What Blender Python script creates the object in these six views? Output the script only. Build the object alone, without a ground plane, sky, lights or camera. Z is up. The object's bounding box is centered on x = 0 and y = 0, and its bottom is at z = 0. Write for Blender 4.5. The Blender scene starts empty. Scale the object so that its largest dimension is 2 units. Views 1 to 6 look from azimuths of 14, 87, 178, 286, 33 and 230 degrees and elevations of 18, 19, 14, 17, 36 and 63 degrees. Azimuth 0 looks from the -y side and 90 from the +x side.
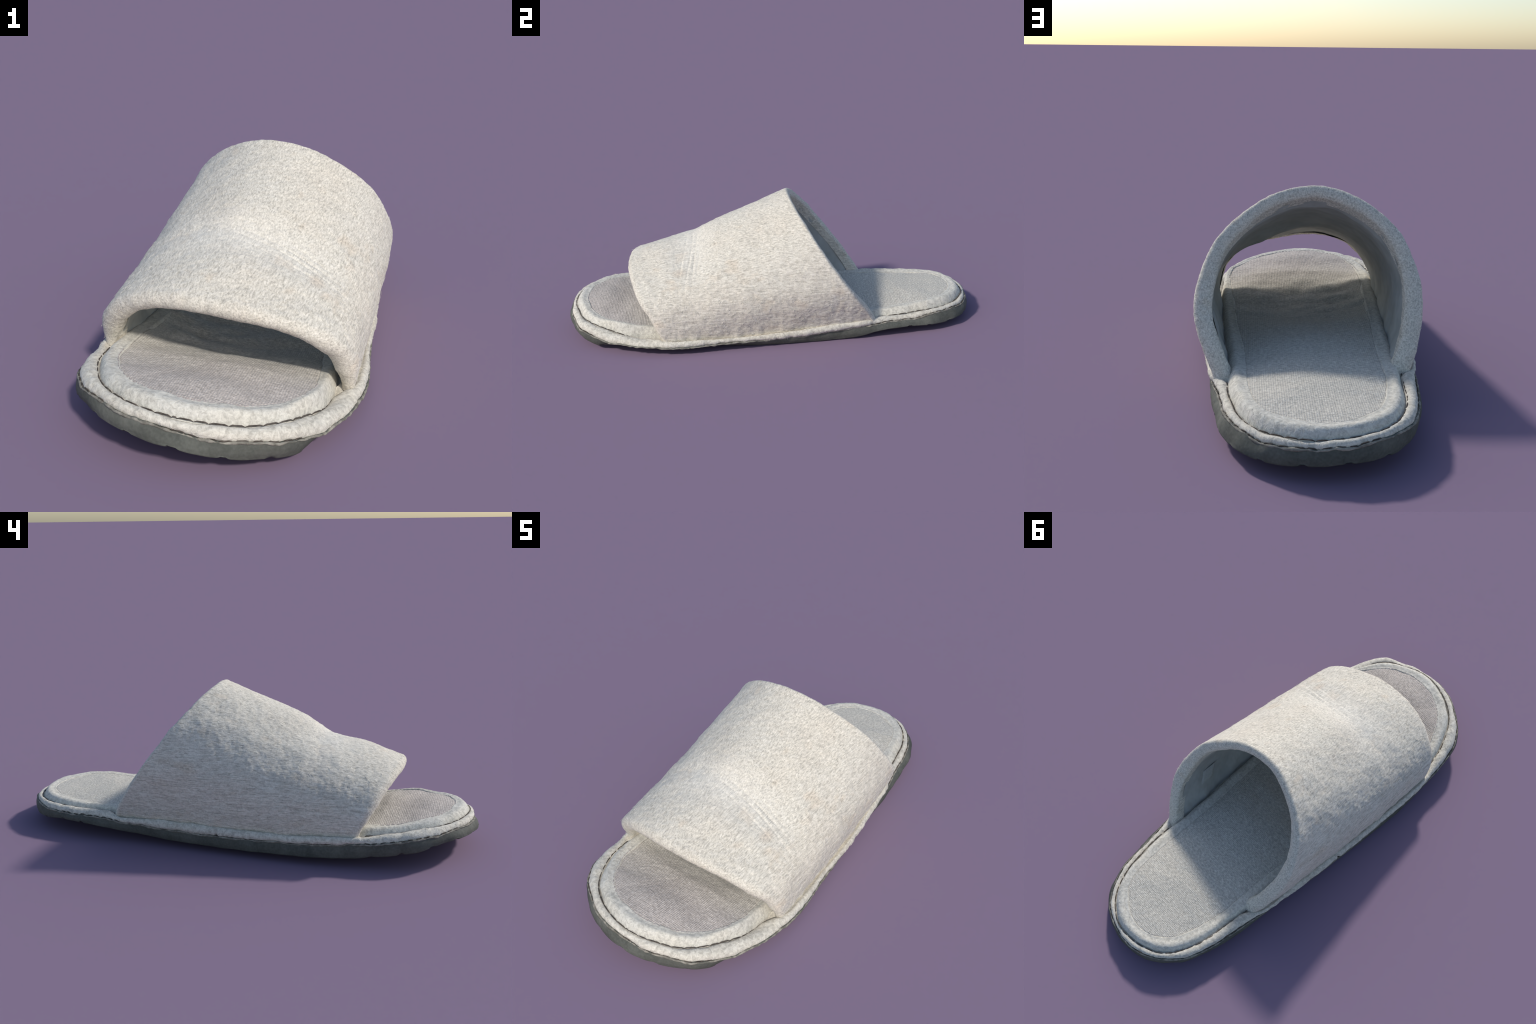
"""A worn, open-toed terry slipper: rubber outsole, piped welt, padded insole,
and a thick padded fabric band (upper) with a smooth lining."""
import bpy, math, random
import numpy as np
from mathutils import noise, Vector

random.seed(7)
rng = np.random.default_rng(7)

# ------------------------------------------------------------------ helpers
R_CAP, Y_CAP = 0.35, 0.58
PERIM = 2 * math.pi * R_CAP + 4 * Y_CAP          # length of the guiding stadium


def stadium_u(p):
    """Position along the sole edge: 0 at the toe tip, growing towards +x, the heel, -x."""
    x, y = p[:, 0], p[:, 1]
    q = R_CAP * math.pi / 2
    toe = R_CAP * np.arctan2(x, -(y + Y_CAP))
    heel = q + 2 * Y_CAP + R_CAP * np.arctan2(y - Y_CAP, x)
    right = q + (y + Y_CAP)
    left = q + 2 * Y_CAP + 2 * q + (Y_CAP - y)
    return np.where(y < -Y_CAP, toe, np.where(y > Y_CAP, heel, np.where(x > 0, right, left))) % PERIM


def catmull(P, n, closed):
    P = np.array(P, float)
    if closed:
        Q = np.vstack([P[-1:], P, P[:2]])
        segs = len(P)
    else:
        Q = np.vstack([2 * P[:1] - P[1:2], P, 2 * P[-1:] - P[-2:-1]])
        segs = len(P) - 1
    t = np.linspace(0, 1, n, endpoint=False)[:, None]
    out = []
    for i in range(segs):
        p0, p1, p2, p3 = Q[i:i + 4]
        # chord-length aware tangents keep uneven spacing from overshooting
        d0, d1, d2 = (max(np.linalg.norm(b - a), 1e-6) for a, b in ((p0, p1), (p1, p2), (p2, p3)))
        m1 = ((p1 - p0) / d0 - (p2 - p0) / (d0 + d1) + (p2 - p1) / d1) * d1
        m2 = ((p2 - p1) / d1 - (p3 - p1) / (d1 + d2) + (p3 - p2) / d2) * d1
        out.append((2 * t**3 - 3 * t**2 + 1) * p1 + (t**3 - 2 * t**2 + t) * m1 + (-2 * t**3 + 3 * t**2) * p2 + (t**3 - t**2) * m2)
    if not closed:
        out.append(P[-1:])
    return np.vstack(out)


NU = 900
US = np.linspace(0, PERIM, NU, endpoint=False)


def loop(ctrl, smooth=3):
    """A closed edge line through control points, resampled at the common positions US."""
    d = catmull(ctrl, 24, True)
    u = stadium_u(d)
    o = np.argsort(u)
    u, d = u[o], d[o]
    L = np.stack([np.interp(US, u, d[:, k], period=PERIM) for k in range(3)], 1)
    for _ in range(smooth):
        L = (np.roll(L, 1, 0) + 2 * L + np.roll(L, -1, 0)) / 4
    return L


def ycurve(pts, y):
    p = np.array(sorted(pts))
    return np.interp(y, p[:, 0], p[:, 1])


def fbm(P, scale, seed=0.0, octaves=2):
    off = Vector((seed, seed * 1.7, -seed))
    return np.array([noise.fractal(Vector(p) * scale + off, 0.7, 2.0, octaves, noise_basis='PERLIN_ORIGINAL') for p in P])


def normals_of(V, F):
    N = np.zeros_like(V)
    F = np.array(F)
    n = np.cross(V[F[:, 2]] - V[F[:, 0]], V[F[:, 3]] - V[F[:, 1]])
    for k in range(4):
        np.add.at(N, F[:, k], n)
    return N / np.maximum(np.linalg.norm(N, axis=1, keepdims=True), 1e-9)


def grid_faces(rows, cols, wrap_cols=False, flip=False):
    i, j = np.meshgrid(np.arange(rows - 1), np.arange(cols if wrap_cols else cols - 1), indexing="ij")
    j2 = (j + 1) % cols
    a, b, c, d = i * cols + j, i * cols + j2, (i + 1) * cols + j2, (i + 1) * cols + j
    f = np.stack([a, d, c, b] if flip else [a, b, c, d], -1).reshape(-1, 4)
    return f


def make(name, V, F, mat, parent=None, kind=None):
    me = bpy.data.meshes.new(name)
    me.from_pydata([tuple(v) for v in V], [], [tuple(int(i) for i in f) for f in F])
    me.validate()
    me.update()
    me.polygons.foreach_set("use_smooth", [True] * len(me.polygons))
    me.materials.append(mat)
    o = bpy.data.objects.new(name, me)
    bpy.context.scene.collection.objects.link(o)
    o.parent = parent
    if kind:
        o["kind"] = kind
    return o


# ------------------------------------------------------------------ materials
class Mat:
    def __init__(self, name, rough=0.95, sheen=0.0):
        self.m = bpy.data.materials.new(name)
        self.m.use_nodes = True
        self.t = self.m.node_tree
        self.b = self.t.nodes["Principled BSDF"]
        self.b.inputs["Roughness"].default_value = rough
        self.b.inputs["Specular IOR Level"].default_value = 0.2
        if sheen:
            self.b.inputs["Sheen Weight"].default_value = sheen
            self.b.inputs["Sheen Roughness"].default_value = 0.6
        self.co = self.t.nodes.new("ShaderNodeTexCoord").outputs["Object"]

    def n(self, typ, **kw):
        x = self.t.nodes.new(typ)
        for k, v in kw.items():
            setattr(x, k, v)
        return x

    def link(self, a, b):
        self.t.links.new(a, b)

    def mapped(self, scale=(1, 1, 1), rot=(0, 0, 0), loc=(0, 0, 0)):
        m = self.n("ShaderNodeMapping")
        m.inputs["Scale"].default_value = scale
        m.inputs["Rotation"].default_value = rot
        m.inputs["Location"].default_value = loc
        self.link(self.co, m.inputs["Vector"])
        return m.outputs["Vector"]

    def noise(self, vec, scale, detail=3, rough=0.6, dist=0.0):
        x = self.n("ShaderNodeTexNoise")
        x.inputs["Scale"].default_value = scale
        x.inputs["Detail"].default_value = detail
        x.inputs["Roughness"].default_value = rough
        x.inputs["Distortion"].default_value = dist
        self.link(vec, x.inputs["Vector"])
        return x.outputs["Fac"]

    def ramp(self, fac, stops):
        r = self.n("ShaderNodeValToRGB")
        e = r.color_ramp.elements
        while len(e) < len(stops):
            e.new(0.5)
        for el, (p, c) in zip(e, stops):
            el.position = p
            el.color = (*c, 1) if len(c) == 3 else c
        self.link(fac, r.inputs["Fac"])
        return r.outputs["Color"]

    def mix(self, fac, a, b, mode="MIX"):
        x = self.n("ShaderNodeMix", data_type="RGBA", blend_type=mode)
        for key, val in (("Factor", fac), ("A", a), ("B", b)):
            s = [i for i in x.inputs if i.name == key and (i.type == "RGBA" or key == "Factor" and i.type == "VALUE")][0]
            if isinstance(val, (int, float)):
                s.default_value = val
            elif isinstance(val, tuple):
                s.default_value = (*val, 1)
            else:
                self.link(val, s)
        return [o for o in x.outputs if o.type == "RGBA"][0]

    def math(self, op, a, b=0.0):
        x = self.n("ShaderNodeMath", operation=op)
        for s, v in zip(x.inputs, (a, b)):
            if isinstance(v, (int, float)):
                s.default_value = v
            else:
                self.link(v, s)
        return x.outputs[0]

    def bump(self, height, strength, dist=0.004, prev=None):
        x = self.n("ShaderNodeBump")
        x.inputs["Strength"].default_value = strength
        x.inputs["Distance"].default_value = dist
        self.link(height, x.inputs["Height"])
        if prev:
            self.link(prev, x.inputs["Normal"])
        return x.outputs["Normal"]

    def done(self, color, normal=None):
        self.link(color, self.b.inputs["Base Color"])
        if normal:
            self.link(normal, self.b.inputs["Normal"])
        return self.m


BW = ((0, (0, 0, 0)), (1, (1, 1, 1)))


def fabric(name, base, dark, light, warm, streak=(170, 52, 170), tilt=0.35, specks=True):
    """Brushed terry: pale loops with short streaks along the slipper, tiny grey pits, faint warm stains."""
    m = Mat(name, 0.95, 0.1)
    along = m.mapped(streak, (tilt, 0, 0))
    flecks = m.noise(along, 1.0, 3, 0.65, 0.6)
    threads = m.noise(m.mapped((240, 9, 240), (tilt, 0, 0), (1, 2, 3)), 1.0, 2, 0.5, 0.2)
    st = m.math("ADD", m.math("MULTIPLY", flecks, 0.56), m.math("MULTIPLY", threads, 0.44)) if specks else flecks
    fine = m.noise(m.co, 190, 2, 0.6)
    cloud = m.noise(m.co, 4.5, 3, 0.55)
    col = m.ramp(st, ((0.36, dark), (0.49, base), (0.63, light)))
    col = m.mix(m.ramp(cloud, ((0.42, (0, 0, 0)), (0.75, (0.55, 0.55, 0.55)))), col, warm, "MULTIPLY")
    if specks:
        pits = m.noise(m.mapped((75, 45, 75), (tilt, 0, 0), (3, 1, 2)), 1.0, 2, 0.5)
        col = m.mix(m.ramp(pits, ((0.66, (0, 0, 0)), (0.75, (0.55, 0.55, 0.55)))), col, tuple(c * 0.55 for c in dark))
    col = m.mix(0.35, col, m.ramp(fine, ((0.3, tuple(c * 0.8 for c in base)), (0.7, light))), "MIX")
    if specks:
        # rubbed paler across the top where the band creases
        gy = m.n("ShaderNodeTexGradient", gradient_type="SPHERICAL")
        m.link(m.mapped((2.6, 6.5, 2.6), (0, 0, 0), (0, 2.5, -1.15)), gy.inputs["Vector"])
        spot = m.n("ShaderNodeTexGradient", gradient_type="SPHERICAL")
        m.link(m.mapped((30, 22, 30), (0, 0, 0), (-.245 * 30, .435 * 22, -.350 * 30)), spot.inputs["Vector"])
        tan = m.noise(m.mapped((14, 9, 14), (tilt, 0, 0), (7, 2, 5)), 1.0, 2, 0.5)
        tan = m.ramp(tan, ((0.60, (0, 0, 0)), (0.74, (0.45, 0.45, 0.45))))
        col = m.mix(tan, col, (0.93, 0.83, 0.74), "MULTIPLY")
        col = m.mix(m.math("MULTIPLY", spot.outputs["Fac"], 0.8), col, (0.86, 0.76, 0.69), "MULTIPLY")
        col = m.mix(m.math("MULTIPLY", gy.outputs["Fac"], 0.22), col, (0.88, 0.86, 0.80))
    b1 = m.bump(st, 0.42, 0.0042)
    b2 = m.bump(fine, 0.3, 0.002, b1)
    return m.done(col, b2)


upper_mat = fabric("brushed_terry", (0.62, 0.573, 0.48), (0.32, 0.29, 0.237), (0.87, 0.81, 0.695), (0.94, 0.87, 0.81))
piping_mat = fabric("piping_terry", (0.60, 0.56, 0.475), (0.40, 0.37, 0.31), (0.76, 0.715, 0.615), (0.95, 0.90, 0.83), streak=(70, 70, 70), tilt=0.0, specks=False)
border_mat = fabric("border_terry", (0.60, 0.57, 0.495), (0.42, 0.395, 0.34), (0.75, 0.715, 0.625), (0.97, 0.91, 0.81), streak=(75, 75, 75), tilt=0.0, specks=False)


def knit():
    m = Mat("grey_knit", 0.95, 0.08)
    rows = m.n("ShaderNodeTexWave", wave_type="BANDS", bands_direction="Y")
    cols = m.n("ShaderNodeTexWave", wave_type="BANDS", bands_direction="X")
    for w in (rows, cols):
        w.inputs["Scale"].default_value = 44
        w.inputs["Distortion"].default_value = 2.2
        w.inputs["Detail"].default_value = 2
        w.inputs["Detail Scale"].default_value = 2.5
        m.link(m.co, w.inputs["Vector"])
    weave = m.math("MULTIPLY", rows.outputs["Fac"], cols.outputs["Fac"])
    heather = m.noise(m.mapped((90, 150, 90)), 1.0, 3, 0.7)
    worn = m.noise(m.co, 5, 3, 0.6)
    col = m.ramp(heather, ((0.32, (0.38, 0.355, 0.30)), (0.5, (0.56, 0.52, 0.45)), (0.68, (0.76, 0.72, 0.62))))
    col = m.mix(m.math("MULTIPLY", weave, 0.40), col, (0.70, 0.66, 0.58))
    # the toe end is tinted a faint mauve where the foot has rubbed it
    sep = m.n("ShaderNodeSeparateXYZ")
    m.link(m.co, sep.inputs[0])
    toe = m.ramp(m.math("ADD", m.math("MULTIPLY", sep.outputs["Y"], -1.0), m.math("MULTIPLY", worn, 0.2)), ((0.55, (0, 0, 0)), (0.85, (1, 1, 1))))
    col = m.mix(toe, col, (0.87, 0.825, 0.845), "MULTIPLY")
    b = m.bump(weave, 0.5, 0.003)
    return m.done(col, m.bump(heather, 0.45, 0.003, b))


def rubber():
    m = Mat("grey_rubber", 0.75)
    a = m.noise(m.co, 9, 4, 0.65)
    f = m.noise(m.co, 120, 2, 0.5)
    col = m.ramp(a, ((0.3, (0.068, 0.071, 0.060)), (0.55, (0.115, 0.118, 0.099)), (0.78, (0.175, 0.174, 0.146))))
    col = m.mix(0.2, col, m.ramp(f, ((0.35, (0.05, 0.052, 0.047)), (0.7, (0.17, 0.172, 0.155)))))
    return m.done(col, m.bump(f, 0.25, 0.002, m.bump(a, 0.2, 0.006)))


def plain(name, c, c2, scale=60, rough=0.9, strength=0.3):
    m = Mat(name, rough)
    a = m.noise(m.co, scale, 3, 0.6)
    return m.done(m.ramp(a, ((0.35, c), (0.7, c2))), m.bump(a, strength, 0.003))


knit_mat, rubber_mat = knit(), rubber()
edge_mat = plain("frayed_sole_edge", (0.15, 0.14, 0.115), (0.36, 0.335, 0.28), 45)
lining_mat = plain("smooth_lining", (0.40, 0.40, 0.37), (0.50, 0.50, 0.465), 14, 0.8, 0.15)
tag_mat = plain("woven_tag", (0.44, 0.44, 0.41), (0.52, 0.52, 0.48), 120)
dark_line_mat = plain("dark_brown_line", (0.055, 0.045, 0.038), (0.13, 0.11, 0.092), 60)  # near-black brown for the thin dark lines along the grooves
mauve_mat = plain("mauve_thread", (0.33, 0.275, 0.265), (0.50, 0.44, 0.42), 90)
fuzz_mat = plain("loose_fibre", (0.66, 0.63, 0.56), (0.80, 0.77, 0.70), 20, 0.9, 0.0)

# ------------------------------------------------------------------ edge lines of the sole
TOE_GROOVE = [(.325, -.588, .056), (.319, -.651, .064), (.312, -.705, .082), (.286, -.766, .096), (.236, -.862, .120),
              (.17, -.915, .128), (.121, -.931, .132), (.067, -.952, .143), (.01, -.960, .150), (-.053, -.955, .155),
              (-.121, -.935, .157), (-.184, -.903, .158), (-.235, -.863, .158), (-.270, -.819, .155), (-.301, -.763, .150),
              (-.329, -.693, .143), (-.344, -.616, .133)]
HEEL_GROOVE = [(-.281, .530, .112), (-.270, .641, .116), (-.265, .703, .117), (-.252, .765, .118), (-.228, .829, .117),
               (-.203, .874, .119), (-.157, .920, .118), (-.100, .946, .115), (-.045, .961, .113), (.024, .966, .112),
               (.077, .956, .113), (.117, .935, .110), (.157, .907, .107), (.188, .874, .103), (.220, .818, .099),
               (.243, .755, .099), (.255, .690, .097), (.270, .597, .092), (.274, .506, .087)]
C = loop(TOE_GROOVE + [(-.348, -.5, .125), (-.342, -.3, .115), (-.318, 0, .108), (-.295, .3, .110)] + HEEL_GROOVE
         + [(.282, .3, .076), (.300, .05, .066), (.318, -.25, .058), (.326, -.45, .055)])
# top edge of the welt: the groove at toe and heel, the foot of the upper along the sides
G = loop(TOE_GROOVE + [(-.383, -.535, .140), (-.386, -.44, .137), (-.378, -.318, .126), (-.368, -.1, .125), (-.358, .038, .128),
                       (-.351, .172, .130), (-.345, .303, .131), (-.335, .45, .122)] + HEEL_GROOVE
         + [(.316, .45, .100), (.342, .272, .095), (.361, .122, .086), (.373, -.05, .077), (.373, -.21, .070),
            (.383, -.38, .072), (.378, -.49, .068)], 14)
# lower edge of the welt = top lip of the rubber
B = loop([(-.009, -.981, .121), (.047, -.976, .110), (.098, -.971, .104), (.149, -.952, .098), (.206, -.937, .095),
          (.252, -.913, .090), (.290, -.858, .074), (.328, -.790, .058), (.372, -.683, .048), (.402, -.536, .040),
          (.403, -.389, .040), (.388, -.25, .040), (.376, -.1, .039), (.358, .1, .041), (.339, .27, .048), (.329, .4, .058),
          (.323, .468, .064), (.300, .586, .068), (.290, .650, .071), (.279, .728, .078), (.266, .784, .086),
          (.241, .838, .088), (.205, .894, .087), (.145, .952, .087), (.100, .971, .090), (.041, .985, .092),
          (-.027, .990, .097), (-.095, .978, .101), (-.157, .950, .103), (-.209, .908, .101), (-.259, .845, .097),
          (-.290, .76, .097), (-.312, .65, .097), (-.330, .52, .095), (-.346, .35, .088), (-.361, .2, .083),
          (-.374, .025, .080), (-.384, -.157, .083), (-.389, -.346, .088), (-.391, -.456, .094), (-.391, -.530, .100),
          (-.387, -.619, .111), (-.377, -.696, .121), (-.364, -.756, .128), (-.338, -.807, .134), (-.305, -.853, .138),
          (-.227, -.914, .139), (-.168, -.952, .141), (-.115, -.970, .138), (-.065, -.980, .131)])
# lower edge of the rubber side wall
A = loop([(.012, -1.0, .083), (.117, -.969, .057), (.183, -.938, .046), (.233, -.908, .043), (.272, -.865, .031),
          (.292, -.818, .022), (.306, -.775, .034), (.320, -.70, .036), (.340, -.536, .032), (.345, -.389, .024), (.345, -.186, .010),
          (.345, .015, .005), (.330, .254, .002), (.327, .36, .008), (.328, .43, .020), (.328, .501, .036), (.318, .60, .043),
          (.306, .683, .041), (.299, .730, .039), (.287, .778, .038), (.262, .838, .037), (.242, .884, .043),
          (.205, .925, .043), (.143, .963, .041), (.071, .990, .047), (.015, .999, .051), (-.039, .997, .053), (-.121, .976, .054),
          (-.176, .942, .052), (-.211, .906, .047), (-.251, .859, .055), (-.285, .786, .066), (-.305, .717, .070),
          (-.322, .630, .068), (-.330, .555, .062), (-.333, .403, .048), (-.347, .242, .036), (-.363, .05, .032),
          (-.377, -.1, .032), (-.388, -.253, .035), (-.391, -.442, .041), (-.384, -.52, .045), (-.376, -.634, .059),
          (-.367, -.730, .073), (-.359, -.775, .082), (-.330, -.832, .097), (-.287, -.873, .104), (-.215, -.937, .103),
          (-.119, -.983, .097), (-.05, -.997, .090)])
# edge of the grey knit pad
D = loop([(.008, -.901, .168), (.048, -.900, .166), (.088, -.891, .160), (.138, -.873, .153), (.19, -.838, .141),
          (.241, -.783, .132), (.272, -.735, .132), (.288, -.660, .120), (.280, -.5, .094), (.262, -.25, .078), (.247, 0, .086),
          (.228, .2, .096), (.219, .4, .103), (.216, .525, .108), (.206, .670, .121), (.189, .768, .131), (.165, .823, .132),
          (.118, .866, .131), (.072, .895, .131), (.017, .910, .130), (-.054, .906, .132), (-.116, .878, .134),
          (-.165, .825, .132), (-.197, .745, .128), (-.215, .660, .127), (-.225, .590, .127), (-.230, .4, .131),
          (-.240, .2, .131), (-.258, 0, .131), (-.275, -.3, .130), (-.285, -.58, .148), (-.272, -.690, .156),
          (-.252, -.735, .162), (-.228, -.784, .170), (-.190, -.828, .173), (-.150, -.859, .172), (-.093, -.887, .175),
          (-.029, -.901, .172)])
# middle line of the sole that the filled surfaces run in to
SPX = 0.0
SPY = np.clip(D[:, 1], -0.62, 0.62)
SPINE = np.stack([ycurve([(-.62, -.005), (-.2, -.005), (.2, -.004), (.62, -.005)], SPY), SPY], 1)


def inward(L, d):
    """Shift an edge line horizontally towards the middle of the sole."""
    v = SPINE - L[:, :2]
    v /= np.linalg.norm(v, axis=1, keepdims=True)
    return np.column_stack([L[:, :2] + v * d, L[:, 2]])


def section_sweep(rings):
    return np.vstack(rings), grid_faces(len(rings), NU, True)


def fuzzed(V, F, amp, scale, seed, amp2=0.0, scale2=1.0, flip_check=True):
    N = normals_of(V, F)
    d = amp * fbm(V, scale, seed, 2)
    if amp2:
        d = d + amp2 * fbm(V, scale2, seed + 9, 1)
    return V + N * d[:, None]


def arc_rings(L0, L1, bulge, n, power=1.0):
    """Rings from L0 to L1 that swell outwards/upwards like a stuffed roll."""
    ch = L1 - L0
    tang = np.roll(L0 + L1, -1, 0) - np.roll(L0 + L1, 1, 0)
    nn = np.cross(tang, ch)
    nn /= np.maximum(np.linalg.norm(nn, axis=1, keepdims=True), 1e-9)
    out = L0 - np.column_stack([SPINE, L0[:, 2]])
    out /= np.linalg.norm(out, axis=1, keepdims=True)
    nn *= np.sign((nn * (out + (0, 0, 1))).sum(1, keepdims=True))
    w = np.minimum(np.linalg.norm(ch, axis=1, keepdims=True), .046)
    rings = []
    for k in np.linspace(0, 1, n):
        a = math.pi * k
        # circle-like: steep at both ends
        rings.append(L0 + ch * (0.5 - 0.5 * math.cos(a)) + nn * w * bulge * math.sin(a) ** power)
    return rings


# ------------------------------------------------------------------ the thing
slipper = bpy.data.objects.new("slipper", None)
bpy.context.scene.collection.objects.link(slipper)
slipper["label"] = "worn cream terry slipper with open toe and open heel"
slipper["category"] = "slipper"

# outsole: recessed ledge, lip, wall, rounded foot, underside with tread notches
cap = np.clip((np.abs(A[:, 1]) - 0.55) / 0.1, 0, 1)
notch = np.clip(np.cos(US / 0.105 * 2 * math.pi) * 6 - 4.6, 0, 1) * cap
wob = fbm(np.column_stack([np.cos(US * 2 * math.pi / PERIM), np.sin(US * 2 * math.pi / PERIM), 0 * US]), 9, 3, 3)
Bl = B + np.column_stack([0 * wob, 0 * wob, 0.006 * wob])
z_under = ycurve([(-.95, .062), (-.75, .050), (-.6, .036), (-.4, .016), (0, .003), (.3, .003), (.6, .018), (.95, .040)], SPY)
low = A.copy()
low[:, 2] += 0.004 * notch
mid = (Bl + A) / 2
foot = inward(low, 0.016)
foot[:, 2] -= 0.007 - 0.005 * notch
foot[:, 2] = np.maximum(foot[:, 2], 0.0)
rings = [inward(Bl, .035) - (0, 0, .004), inward(Bl, .012) - (0, 0, .002), inward(Bl, .004) + (0, 0, .001), Bl]
for k in (0.06, 0.2, 0.4, 0.6, 0.8, 0.93):
    r = Bl * (1 - k) + A * k
    rings.append(inward(r, -0.004 * math.sin(math.pi * k)) if k < 0.9 else inward(r, 0.0))
rings += [low, inward(low, .006) - (0, 0, .005), foot]
for k in (0.12, 0.3, 0.5, 0.75, 1.0):
    xy = foot[:, :2] * (1 - k) + SPINE * k
    rings.append(np.column_stack([xy, np.maximum(foot[:, 2] * (1 - k) + z_under * k, 0.0)]))
for r in rings:
    r[:, 2] = np.maximum(r[:, 2], 0.0)
V, F = section_sweep(rings)
Z0 = V[:, 2].copy()
V = fuzzed(V, F, 0.0022, 14, 1)
V[:, 2] = np.where(Z0 <= 1e-4, 0.0, np.maximum(V[:, 2], 0.0))
outsole = make("outsole", V, F, rubber_mat, slipper)

# frayed pale lip of the rubber where the cloth was glued
lip = [inward(Bl, .008) - (0, 0, .0015), inward(Bl, .002) + (0, 0, .0014), inward(Bl, -.0022) + (0, 0, .0004), inward(Bl, -.0028) - (0, 0, .0035), inward(Bl, .006) - (0, 0, .007)]
V, F = section_sweep(lip)
V = fuzzed(V, F, 0.0030, 30, 4, 0.0016, 90)
make("sole_lip", V, F, edge_mat, outsole)

# welt: a stuffed roll of cloth, with one butt joint on the -x side
Gi, Bi = inward(G, .003) - (0, 0, .011), inward(Bl, .006) + (0, 0, .000)
rings = [inward(G, .045) - (0, 0, .012), inward(G, .014) - (0, 0, .020)] + arc_rings(Gi, Bi, 0.46, 17)
V, F = section_sweep(rings)
V = fuzzed(V, F, 0.0030, 14, 11, 0.0010, 85)
joint = np.exp(-((V[:, 1] - .025) / .006) ** 2) * (V[:, 0] < -.2)
V[:, 0] += 0.010 * joint            # nicked in where the two ends of the roll meet
welt = make("welt", V, F, piping_mat, slipper)

# padded border of the insole
Ci = inward(C, .002) - (0, 0, .011)
Dm = inward(D, .004)
rings = []
rise = 0.008 + 0.0 * US
for k in np.linspace(0, 1, 18):
    e = 1 - (1 - k) ** 2.6                      # quick rise out of the groove, flat towards the pad
    p = Ci * (1 - k) + Dm * k
    z = Ci[:, 2] * (1 - e) + (Dm[:, 2] + 0.002) * e + 0.010 * math.sin(math.pi * min(1, k * 1.15)) ** 1.5 * (1 - k * 0.4)
    out = 0.006 * math.sin(math.pi * k) * (1 - k)
    rings.append(np.column_stack([inward(p, -out)[:, :2], z]))
rings.append(inward(D, .010) - (0, 0, .007))
V, F = section_sweep(rings)
V = fuzzed(V, F, 0.0026, 12, 21, 0.0009, 80)
insole = make("insole_border", V, F, border_mat, slipper)

# knit pad filling the border
zs = ycurve([(-.62, .146), (-.54, .126), (-.44, .090), (-.34, .066), (-.24, .066), (-.12, .085), (0, .110), (.2, .129), (.45, .135), (.62, .135)], SPY)
rings = []
for k in np.concatenate([[0, .01, .03], np.linspace(.07, 1, 26)]):
    base = inward(D, .003)
    xy = base[:, :2] * (1 - k) + SPINE * k
    e = 1 - (1 - k) ** 1.6
    rings.append(np.column_stack([xy, (D[:, 2] - 0.001) * (1 - e) + zs * e - (0.004 if k == 0 else 0)]))
V, F = section_sweep(rings)
hollow = np.exp(-((V[:, 1] + .30) / .16) ** 2)       # crumpled where the toes press
toe_pad = 0.014 * np.exp(-((V[:, 1] + .80) / .07) ** 2 - (V[:, 0] / .16) ** 2)
V[:, 2] += toe_pad
V = V + np.array([0, 0, 1]) * ((0.003 + 0.014 * hollow) * fbm(V * (.7, 1.3, 1), 9, 31, 2) + 0.0012 * fbm(V, 60, 33, 1))[:, None]
make("insole_pad", V, F, knit_mat, insole)


# thin dark lines along the grooves, then the mauve line on the pad edge
def stitches(name, L, r, length, gap, mat, parent, keep=lambda p: True):
    seg = np.linalg.norm(np.roll(L, -1, 0) - L, axis=1)
    s = np.concatenate([[0], np.cumsum(seg)])
    Lc = np.vstack([L, L[:1]])
    verts, faces = [], []
    pos = 0.0
    while pos < s[-1]:
        ln = length * random.uniform(0.8, 1.25)
        ts = np.linspace(pos, min(pos + ln, s[-1]), 6)
        P = np.stack([np.interp(ts, s, Lc[:, k]) for k in range(3)], 1)
        pos += ln + gap * random.uniform(0.4, 1.6)
        if not keep(P[2]):
            continue
        T = np.gradient(P, axis=0)
        T /= np.maximum(np.linalg.norm(T, axis=1, keepdims=True), 1e-9)
        S = np.cross(T, (0, 0, 1))
        S /= np.linalg.norm(S, axis=1, keepdims=True)
        W = np.cross(S, T)
        b = len(verts)
        for i in range(6):
            rr = r * (0.5 if i in (0, 5) else 1.0) * random.uniform(.85, 1.15)
            drop = 0.003 if i in (0, 5) else 0
            for a in range(6):
                q = a * math.pi / 3
                verts.append(P[i] + S[i] * rr * math.cos(q) + W[i] * (rr * math.sin(q) - drop))
        for i in range(5):
            for a in range(6):
                faces.append((b + i * 6 + a, b + i * 6 + (a + 1) % 6, b + i * 6 + 6 + (a + 1) % 6, b + i * 6 + 6 + a))
        faces.append(tuple(b + a for a in range(6))[::-1])
        faces.append(tuple(b + 30 + a for a in range(6)))
    return make(name, verts, faces, mat, parent, "stuff")


open_end = lambda p: p[1] < -.56 or p[1] > .48
stitches("groove_dark_line", inward(C, -.001) - (0, 0, .0020), .0020, .045, .001, dark_line_mat, insole, open_end)
stitches("welt_gap_shadow", inward(Bl, .003) + (0, 0, .003), .0019, .030, .006, dark_line_mat, welt, lambda p: not (p[0] > .2 and -.85 < p[1] < .45) and noise.noise(Vector(p) * 5) > -.12)  # broken dark dashes drawn for the shaded gap under the welt
stitches("pad_stitching", inward(D, .001) + (0, 0, .0016), .0013, .016, .002, mauve_mat, insole, lambda p: p[1] < -.62)

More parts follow.
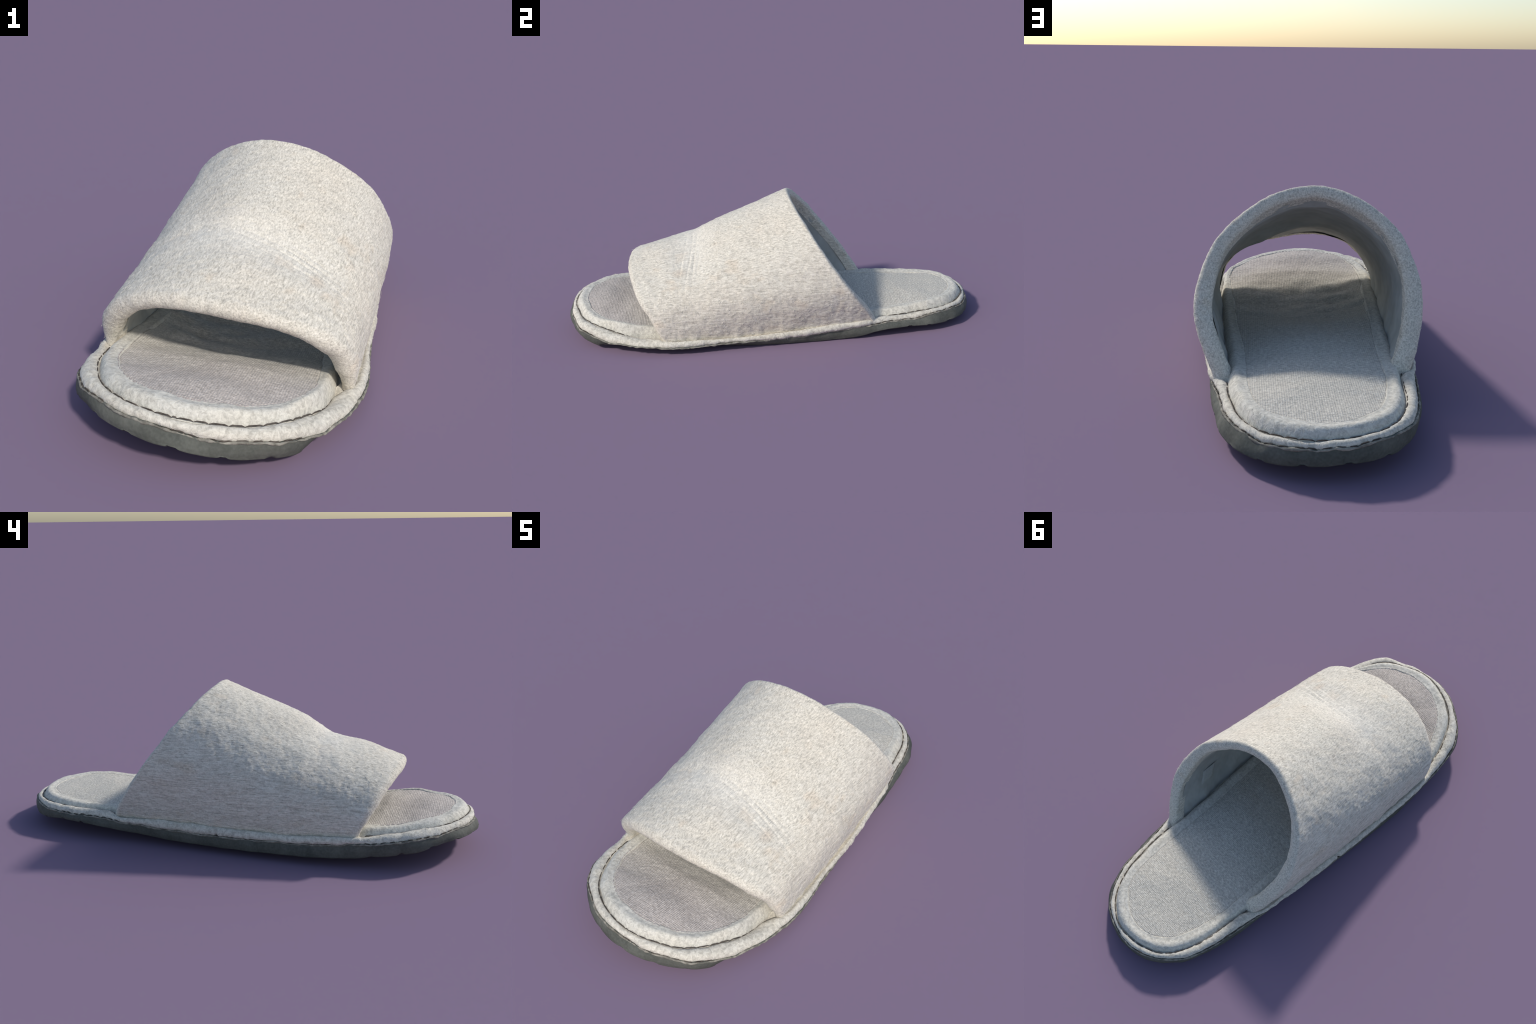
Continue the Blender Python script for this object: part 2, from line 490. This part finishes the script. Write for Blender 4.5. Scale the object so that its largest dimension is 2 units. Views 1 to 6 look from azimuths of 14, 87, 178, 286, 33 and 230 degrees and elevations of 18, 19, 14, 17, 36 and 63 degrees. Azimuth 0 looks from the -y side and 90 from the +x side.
# ------------------------------------------------------------------ the upper
FRONT = [(.372, -.505, .045), (.384, -.515, .10), (.381, -.535, .150), (.362, -.573, .217), (.306, -.610, .268), (.222, -.639, .306),
         (.120, -.662, .334), (.010, -.674, .356), (-.100, -.668, .361), (-.200, -.648, .350), (-.280, -.622, .321),
         (-.338, -.592, .278), (-.374, -.562, .218), (-.382, -.545, .165), (-.376, -.535, .118)]
BACK = [(.314, .485, .060), (.336, .452, .115), (.368, .405, .185), (.392, .352, .257), (.385, .300, .331), (.354, .236, .425),
        (.297, .186, .503), (.223, .145, .563), (.141, .115, .614), (.059, .098, .641), (-.024, .092, .652), (-.090, .100, .645),
        (-.150, .118, .625), (-.223, .148, .590), (-.292, .190, .541), (-.347, .255, .457), (-.375, .315, .374), (-.376, .372, .290),
        (-.359, .422, .220), (-.337, .470, .147), (-.305, .500, .085)]
NT, NS = 320, 360


def by_length(P, n):
    d = catmull(P, 20, False)
    s = np.concatenate([[0], np.cumsum(np.linalg.norm(np.diff(d, axis=0), axis=1))])
    s /= s[-1]
    t = np.linspace(0, 1, n)
    return np.stack([np.interp(t, s, d[:, k]) for k in range(3)], 1)


def relaxed(P, n):
    """Even out a rim so that it bends in one soft arch; the two feet stay put."""
    P = P.copy()
    for _ in range(n):
        P[1:-1] = (P[:-2] + 2 * P[1:-1] + P[2:]) / 4
    return P


f, b = relaxed(by_length(FRONT, NT), 120), relaxed(by_length(BACK, NT), 200)
b = b + np.array([0, -.006, 0])
b[:, 2] += .004 * np.exp(-((np.linspace(0, 1, NT) - .5) / .2) ** 2)
t = np.linspace(0, 1, NT)
s = np.linspace(0, 1, NS)[:, None, None]
O = f[None] * (1 - s) + b[None] * s
side = np.clip((np.abs(t - .5) - .16) / .2, 0, 1)
side = side * side * (3 - 2 * side)
mid_s = (4 * s * (1 - s))[..., 0]
right = .015 - .008 * np.clip((.10 - t) / .08, 0, 1)
O[..., 0] += mid_s * (side * right * (t < .5))[None]
hump = np.exp(-((t - .76) / .10) ** 2)           # the -x flank is fullest towards the heel
O[..., 0] -= (4 * s[..., 0] ** 2 * (1 - s[..., 0]) * 1.6) * (.008 * hump)[None] + mid_s * (.014 * side * (t > .5))[None]
# the band creases where the toes bend: a shallow dip across the top and two finer folds running to the +x side
top = np.exp(-((t - .52) / .26) ** 2)[None]
yc = O[..., 1]
dip = -0.005 * np.exp(-((yc + .36) / .035) ** 2) * top - 0.017 * np.exp(-((yc + .42) / .09) ** 2) * np.exp(-((t - .45) / .16) ** 2)[None] - 0.014 * np.exp(-((yc + .34) / .10) ** 2) * np.exp(-((t - .40) / .14) ** 2)[None]
fold_span = (np.exp(-((t - .37) / .14) ** 4) * (.75 + .25 * np.sin(40 * t)))[None]
for y0, a in ((-.380, .0028), (-.352, .0025), (-.408, .0018), (-.328, .0014)):
    line = y0 + .11 * (np.minimum(t, .62) - .5)[None] + .004 * np.sin(11 * t + y0 * 90)[None]
    dip = dip - a * np.exp(-((yc - line) / .0045) ** 2) * fold_span
    dip = dip + .6 * a * np.exp(-((yc - line - .010) / .006) ** 2) * fold_span


# the seam along the sole pulls the cloth into uneven puckers
foot_dist = np.minimum(t, 1 - t)[None]
pull = np.array([[noise.noise(Vector((y * 11, 40.0 * k, 3))) + .6 * noise.noise(Vector((y * 31, 40.0 * k, 8))) for y in np.linspace(-.8, .8, 400)] for k in (0, 1)])
wave = np.where((t < .5)[None], np.interp(yc, np.linspace(-.8, .8, 400), pull[0]), np.interp(yc, np.linspace(-.8, .8, 400), pull[1]))
dip = dip + .0075 * wave * np.exp(-(foot_dist / .045) ** 2)


def grid_normals(G3):
    ds = np.gradient(G3, axis=0)
    dt = np.gradient(G3, axis=1)
    n = np.cross(dt, ds)
    n /= np.maximum(np.linalg.norm(n, axis=2, keepdims=True), 1e-9)
    # pointing away from the foot
    ref = G3 - np.array([0, 0, .2]) * 1.0
    ref[..., 1] = 0
    sg = np.sign((n * ref).sum(-1).mean())
    return n * sg, ds


Nrm, ds = grid_normals(O)
smoothN = Nrm.copy()
flat = O.reshape(-1, 3)
soft = (0.003 * fbm(flat, 4.5, 41, 2) + 0.0008 * fbm(flat, 40, 43, 2)).reshape(NS, NT)
base = O - 0
O = O + Nrm * (dip + soft)[..., None]
ds = np.gradient(base, axis=0)
ss = s[..., 0]
thick = (0.050 + 0.012 * side)[None] + 0.014 * (np.clip((ss - .72) / .2, 0, 1) * (1 - 1.25 * np.clip((ss - .93) / .07, 0, 1))) * (1 - side)[None] + (0.005 - 0.008 * np.exp(-((t - .33) / .09) ** 2))[None] * np.clip((.12 - ss) / .12, 0, 1) - 0.005 * (mid_s ** .7) * (side * (t < .5))[None]
thick = thick * (1 - .45 * np.exp(-(foot_dist / .055) ** 2) * np.clip((.12 - ss) / .12, 0, 1))      # pinched corners of the toe opening
I = O - Nrm * thick[..., None]
fwd = -(ds[0] / np.linalg.norm(ds[0], axis=1, keepdims=True))
bwd = ds[-1] / np.linalg.norm(ds[-1], axis=1, keepdims=True)


def rolled(Oe, Ie, dirn, n, reach):
    c, h = (Oe + Ie) / 2, (Oe - Ie) / 2
    r = np.linalg.norm(h, axis=1, keepdims=True)
    return [c + h * math.cos(a) + dirn * r * reach * math.sin(a) for a in np.linspace(0, math.pi, n)[1:-1]]


# shell: inner hem - front roll - outside - back roll - inner hem
HEM = 16
front_roll = rolled(O[0], I[0], fwd, 13, 1.0)[::-1]
back_roll = rolled(O[-1], I[-1], bwd, 13, 0.6)
rows = [I[k] for k in range(HEM, -1, -1)] + front_roll + [O[k] for k in range(NS)] + back_roll + [I[-1 - k] for k in range(HEM + 1)]
V = np.vstack(rows)
F = grid_faces(len(rows), NT)
V = V + normals_of(V, F) * (0.0035 * fbm(V, 11, 57, 1) + 0.0016 * fbm(V, 30, 51, 2) + 0.0008 * fbm(V, 110, 52, 1))[:, None]
upper = make("upper", V, F, upper_mat, slipper)
outer_skin = V[(HEM + 12) * NT:(HEM + 12 + NS) * NT]

# lining: a thinner skin that starts under the hems
off = I + Nrm * 0.004
li = off[HEM // 2:NS - HEM // 2]
lf = li.reshape(-1, 3)
li = li + Nrm[HEM // 2:NS - HEM // 2] * (0.008 * fbm(lf, 6, 61, 2)).reshape(li.shape[:2])[..., None] - Nrm[HEM // 2:NS - HEM // 2] * (mid_s[HEM // 2:NS - HEM // 2] ** .3 * .002)[..., None]
# its two long edges are tucked in under the padded border of the insole
tuck = lambda c, sx: np.stack([c + (sx * .010, 0, -.006), c + (sx * .035, 0, -.012)], 1)
li = np.concatenate([tuck(li[:, 0], -1)[:, ::-1], li, tuck(li[:, -1], 1)], 1)
make("lining", li.reshape(-1, 3), grid_faces(li.shape[0], NT + 4, flip=True), lining_mat, upper)

# foot of the padded band: closes the space between shell and lining
for name, col in (("band_foot", 0), ("band_foot", NT - 1)):
    P = np.stack([O[:, col], (O[:, col] + I[:, col]) / 2 - (0, 0, .004), I[:, col]])
    make(name, P.reshape(-1, 3), grid_faces(3, NS), upper_mat, upper)

# small woven tag on the lining, +x side
si, ti = int(NS * .80), int(NT * .085)
tag = []
for k in range(9):
    for j in range(9):
        a, c = si - 16 + k * 4, ti - 8 + j * 2
        lift = .0045 if 0 < k < 8 and 0 < j < 8 else .000
        tag.append(off[a, c] - Nrm[a, c] * (lift + .004))
make("tag", np.array(tag), grid_faces(9, 9, flip=True), tag_mat, upper)


# ------------------------------------------------------------------ loose fibres of the brushed cloth
def fibres(name, P, N, n_lo, n_hi, r, lean, mat, parent, along=None):
    verts, faces = [], []
    for p, nn in zip(P, N):
        a = rng.normal(size=3)
        if along is not None:
            a = a * .8 + along * rng.choice((-1, 1))
        a -= nn * (a @ nn)
        a /= np.linalg.norm(a) + 1e-9
        c = np.cross(nn, a) * rng.normal(0, .5)
        L = rng.uniform(n_lo, n_hi)
        b0 = len(verts)
        for k in range(4):
            q = k / 3
            m = p + (a * q + c * q * q) * L + nn * (lean * L * math.sin(math.pi * (.15 + .75 * q)) - .0012)
            rr = r * (1 - .55 * q)
            side_v = np.cross(nn, a)
            for ang in (0, 2.094, 4.189):
                verts.append(m + side_v * rr * math.cos(ang) + nn * rr * math.sin(ang))
        for k in range(3):
            for j in range(3):
                i0, i1 = b0 + k * 3 + j, b0 + k * 3 + (j + 1) % 3
                faces.append((i0, i1, i1 + 3, i0 + 3))
    return make(name, verts, faces, mat, parent, "stuff")


def scatter(V, F, n, weight=None):
    F = np.array(F)
    N = normals_of(V, F)
    w = np.linalg.norm(np.cross(V[F[:, 2]] - V[F[:, 0]], V[F[:, 3]] - V[F[:, 1]]), axis=1)
    if weight is not None:
        w = w * weight(V[F[:, 0]])
    pick = rng.choice(len(F), n, p=w / w.sum())
    q = rng.dirichlet((1, 1, 1), n)
    return sum(V[F[pick, k]] * q[:, k:k + 1] for k in range(3)), N[F[pick, 0]]


gridF = grid_faces(NS, NT)
P, N = scatter(outer_skin, gridF, 4500, lambda p: 0.02 + np.clip((.42 - p[:, 2]) / .25, 0, 1))
out = np.sign((N * (P - np.array([0, 0, .15])) * (1, 0, 1)).sum(1))[:, None]
fibres("nap", P, N * out, .010, .024, .0007, .05, fuzz_mat, upper)
Vw = np.array([v.co for v in welt.data.vertices])
P, N = scatter(Vw, [tuple(p.vertices) for p in welt.data.polygons], 2000)
fibres("nap", P, N * np.sign(N[:, 2:3] + .3), .005, .011, .0006, .12, fuzz_mat, welt)
Vb = np.array([v.co for v in insole.data.vertices])
P, N = scatter(Vb, [tuple(p.vertices) for p in insole.data.polygons], 2600)
fibres("nap", P, N * np.sign(N[:, 2:3] + .3), .006, .012, .0005, .08, fuzz_mat, insole)
